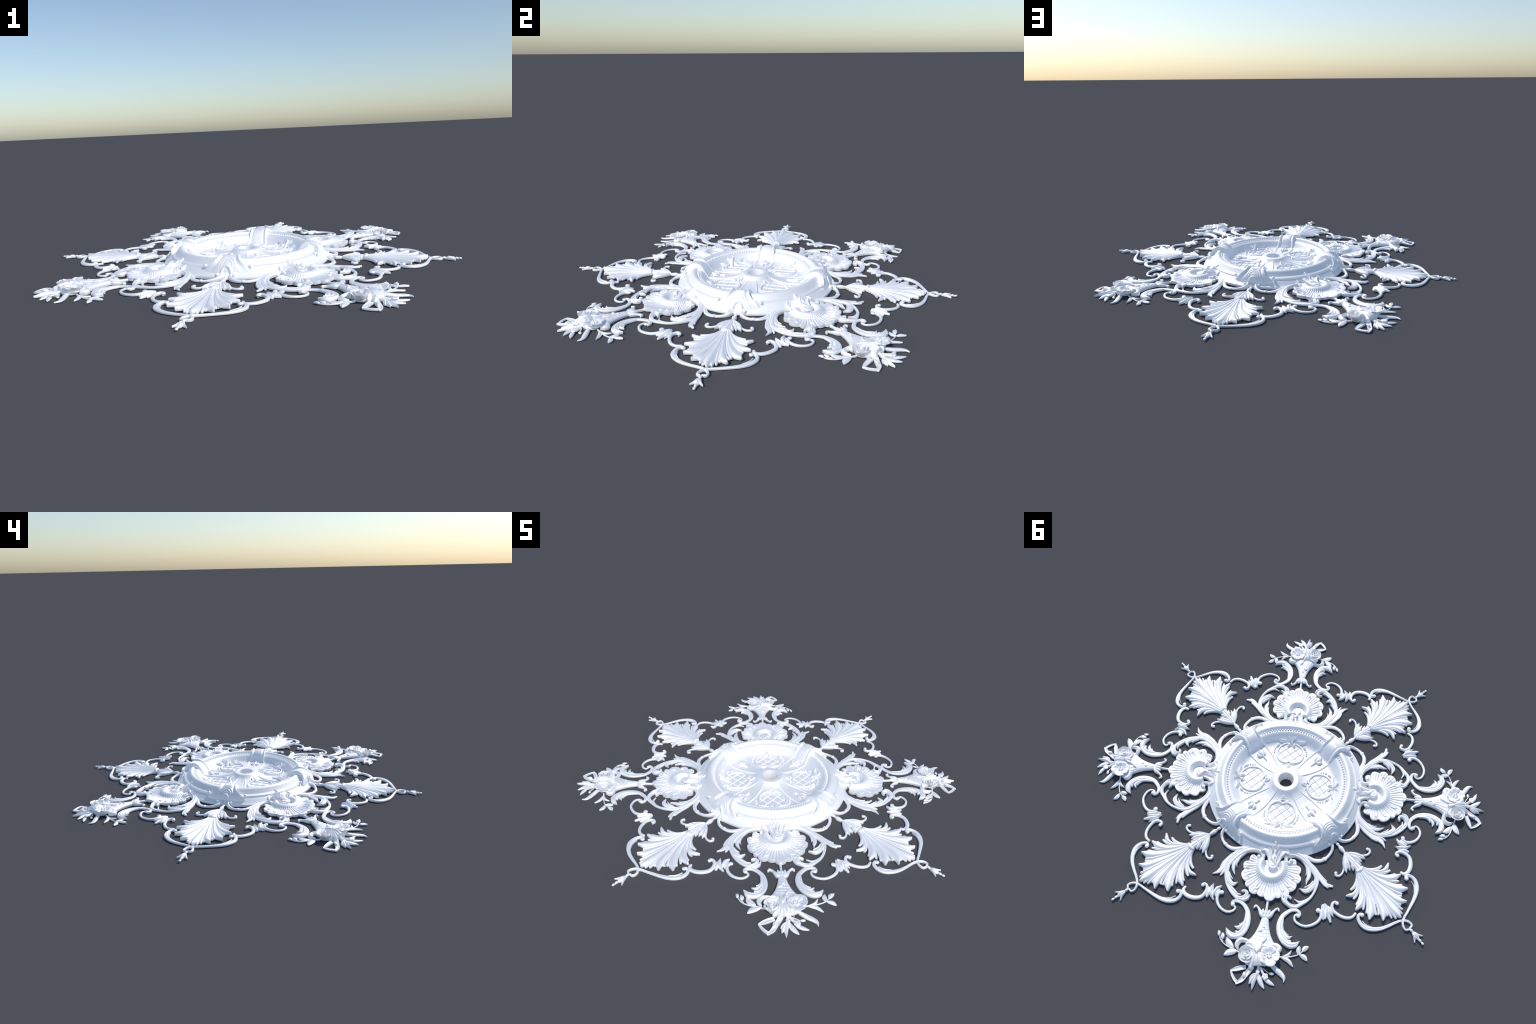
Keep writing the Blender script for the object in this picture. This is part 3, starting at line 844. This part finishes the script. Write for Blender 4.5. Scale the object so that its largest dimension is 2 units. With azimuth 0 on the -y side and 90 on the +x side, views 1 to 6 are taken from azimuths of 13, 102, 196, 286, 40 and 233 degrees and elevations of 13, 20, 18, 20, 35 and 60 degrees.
# trumpet bloom hanging outwards between rose and blossom, with two folded petals
sweep(lily, [(0.846, -0.010), (0.868, -0.006), (0.890, -0.002), (0.906, 0.001)], [0.014, 0.022, 0.032, 0.042, 0.046], [0.056, 0.062, 0.064, 0.058, 0.046], "triple", cap=(True, False))
sweep(lily, [(0.848, -0.018), (0.875, -0.022), (0.898, -0.026), (0.915, -0.030)], [0.012, 0.022, 0.028, 0.022], [0.056, 0.058, 0.050, 0.036], "double")
leaf(lily, (0.852, 0.004), (0.905, 0.030), 0.022, 0.056, 0.034, 0.05, 0.08, "strand", base=0.0)
leaf(lily, (0.858, -0.012), (0.822, -0.020), 0.024, 0.066, 0.060, 0.03, 0.0, "strand")
leaf(lily, (0.850, -0.008), (0.812, 0.004), 0.018, 0.064, 0.062, 0.03, 0.0, "strand")
sweep(lily, [(0.838, -0.028), (0.828, -0.052), (0.838, -0.074)], [0.012, 0.020, 0.016, 0.006], [0.062, 0.064, 0.056], "gutter", base=0.02)
for a, r0, ln, w in ((-1.0, 0.888, 0.030, 0.022), (2.4, 0.842, 0.030, 0.018), (-2.5, 0.846, 0.034, 0.020)):
    p0 = (r0, 0.030 * math.sin(a) - 0.006)
    leaf(lily, p0, (p0[0] + ln * math.cos(a), p0[1] + ln * math.sin(a)), w, 0.044, 0.024, 0.04, 0.08, "crease", base=0.0)
twig = Geo()
sweep(twig, [(0.858, -0.080), (0.850, -0.103), (0.843, -0.121), (0.836, -0.147), (0.823, -0.170), (0.809, -0.183), (0.786, -0.192)],
      [0.008, 0.0065, 0.006, 0.0055, 0.005, 0.0045], [0.016, 0.013, 0.010, 0.010, 0.010], "dome")
sweep(twig, [(0.852, 0.076), (0.849, 0.095), (0.847, 0.115), (0.841, 0.138), (0.830, 0.165), (0.816, 0.180), (0.802, 0.192)],
      [0.008, 0.006, 0.0055, 0.005, 0.005], [0.016, 0.012, 0.010, 0.010, 0.012], "dome")
sweep(twig, [(0.906, 0.022), (0.920, 0.046), (0.925, 0.055)], 0.0045, 0.012, "dome")
sweep(twig, [(0.816, -0.176), (0.808, -0.174)], 0.004, 0.010, "dome")
kids = [("basket_weave", weave), ("calyx", calyx), ("basket_lip", lip), ("flower_mound", mound), ("rose", rose), ("blossom", blossom), ("lily", lily), ("twig", twig)]
for p0, p1, w, b in [((0.840, -0.118), (0.797, -0.156), 0.026, 0.10), ((0.853, -0.100), (0.876, -0.155), 0.028, -0.10),
                     ((0.848, 0.096), (0.814, 0.136), 0.013, -0.16), ((0.850, 0.090), (0.884, 0.151), 0.018, 0.12),
                     ((0.829, 0.166), (0.791, 0.168), 0.020, 0.05), ((0.815, 0.182), (0.789, 0.209), 0.021, 0.10),
                     ((0.830, 0.171), (0.851, 0.208), 0.021, 0.12), ((0.823, -0.168), (0.812, -0.172), 0.005, 0.0)]:
    lf = Geo(); leaf(lf, p0, p1, w, 0.015, 0.013, 0.014, b, "crease", base=0.0); kids.append(("leaf", lf))
big = Geo()
sweep(big, [(0.888, 0.056), (0.906, 0.082), (0.920, 0.104), (0.934, 0.117), (0.951, 0.119)], [0.018, 0.024, 0.025, 0.020, 0.003], [0.030, 0.022, 0.018, 0.014, 0.010], "strand")
kids.append(("long_leaf", big))
l1 = Geo(); leaf(l1, (0.928, 0.004), (0.988, 0.040), 0.022, 0.016, 0.010, 0.012, -0.06, "strand", base=0.0); kids.append(("long_leaf", l1))
l2 = Geo(); leaf(l2, (0.938, 0.026), (0.969, 0.081), 0.019, 0.014, 0.010, 0.012, -0.05, "strand", base=0.0); kids.append(("long_leaf", l2))
rib = Geo()
sweep(rib, [(0.912, -0.050), (0.917, -0.068), (0.925, -0.090), (0.934, -0.113)], [0.018, 0.022, 0.020, 0.008], [0.024, 0.022, 0.018, 0.014], "gutter", cap=(False, False))
sweep(rib, [(0.932, -0.113), (0.950, -0.104), (0.968, -0.090), (0.979, -0.076)], [0.008, 0.012, 0.014, 0.014], [0.014, 0.014, 0.014], "gutter", cap=(False, False))
sweep(rib, [(0.981, -0.080), (0.965, -0.060), (0.945, -0.048), (0.920, -0.032), (0.905, -0.024)], [0.012, 0.020, 0.022, 0.022, 0.024], [0.014, 0.018, 0.022, 0.026], "gutter", cap=(True, False))
kids.append(("ribbon_loop", rib))
drop = Geo(); blob(drop, (0.944, -0.053, 0.024), (0.012, 0.007, 0.010), nu=14, nv=10); kids.append(("bud", drop))
tulip = Geo()
sweep(tulip, [(0.905, 0.004), (0.922, 0.002), (0.934, 0.003)], [0.014, 0.012, 0.016], [0.030, 0.026, 0.026], "dome")
for e, w in (((0.957, -0.030), 0.014), ((0.978, -0.027), 0.020), ((0.982, -0.014), 0.020), ((1.000, -0.011), 0.016)):
    leaf(tulip, (0.930, 0.004), e, w, 0.030, 0.018, 0.03, -0.06, "crease", base=0.0)
leaf(tulip, (0.935, 0.003), (0.918, -0.006), 0.008, 0.026, 0.022, 0.02); leaf(tulip, (0.935, 0.004), (0.918, 0.012), 0.008, 0.026, 0.022, 0.02)
kids.append(("tulip", tulip))
bud = Geo()
sweep(bud, [(0.908, 0.014), (0.920, 0.021), (0.932, 0.030)], [0.010, 0.012, 0.012], [0.026, 0.024, 0.024], "dome")
for a in range(5):
    blob(bud, (0.940 + 0.007 * math.cos(a * 1.257), 0.037 + 0.007 * math.sin(a * 1.257), 0.022), 0.008, nu=12, nv=8)
kids.append(("bud", bud))
st = Geo(); blob(st, (0.924, 0.062, 0.010), (0.0065, 0.011, 0.009), nu=14, nv=9); kids.append(("bud", st))
bb = Geo()
for c, r in (((0.787, -0.192), (0.012, 0.007, 0.010)), ((0.798, -0.174), (0.013, 0.009, 0.011))):
    blob(bb, (c[0], c[1], 0.010), r, nu=14, nv=9)
leaf(bb, (0.790, -0.193), (0.773, -0.197), 0.009, 0.016, 0.012, 0.012); leaf(bb, (0.798, -0.174), (0.781, -0.177), 0.012, 0.018, 0.014, 0.012)
kids.append(("bud", bb))
for n, k in kids:
    if n in ("flower_mound", "rose", "blossom", "lily"):
        # the flower heads lean outwards: relief grows away from the basket
        k.v = [(x - 0.006, y, z * (1.32 + 6.0 * (x - 0.868))) for x, y, z in k.v]
place("flower_basket", vase, DIAG, kids, shift=(-0.004, 0.50))
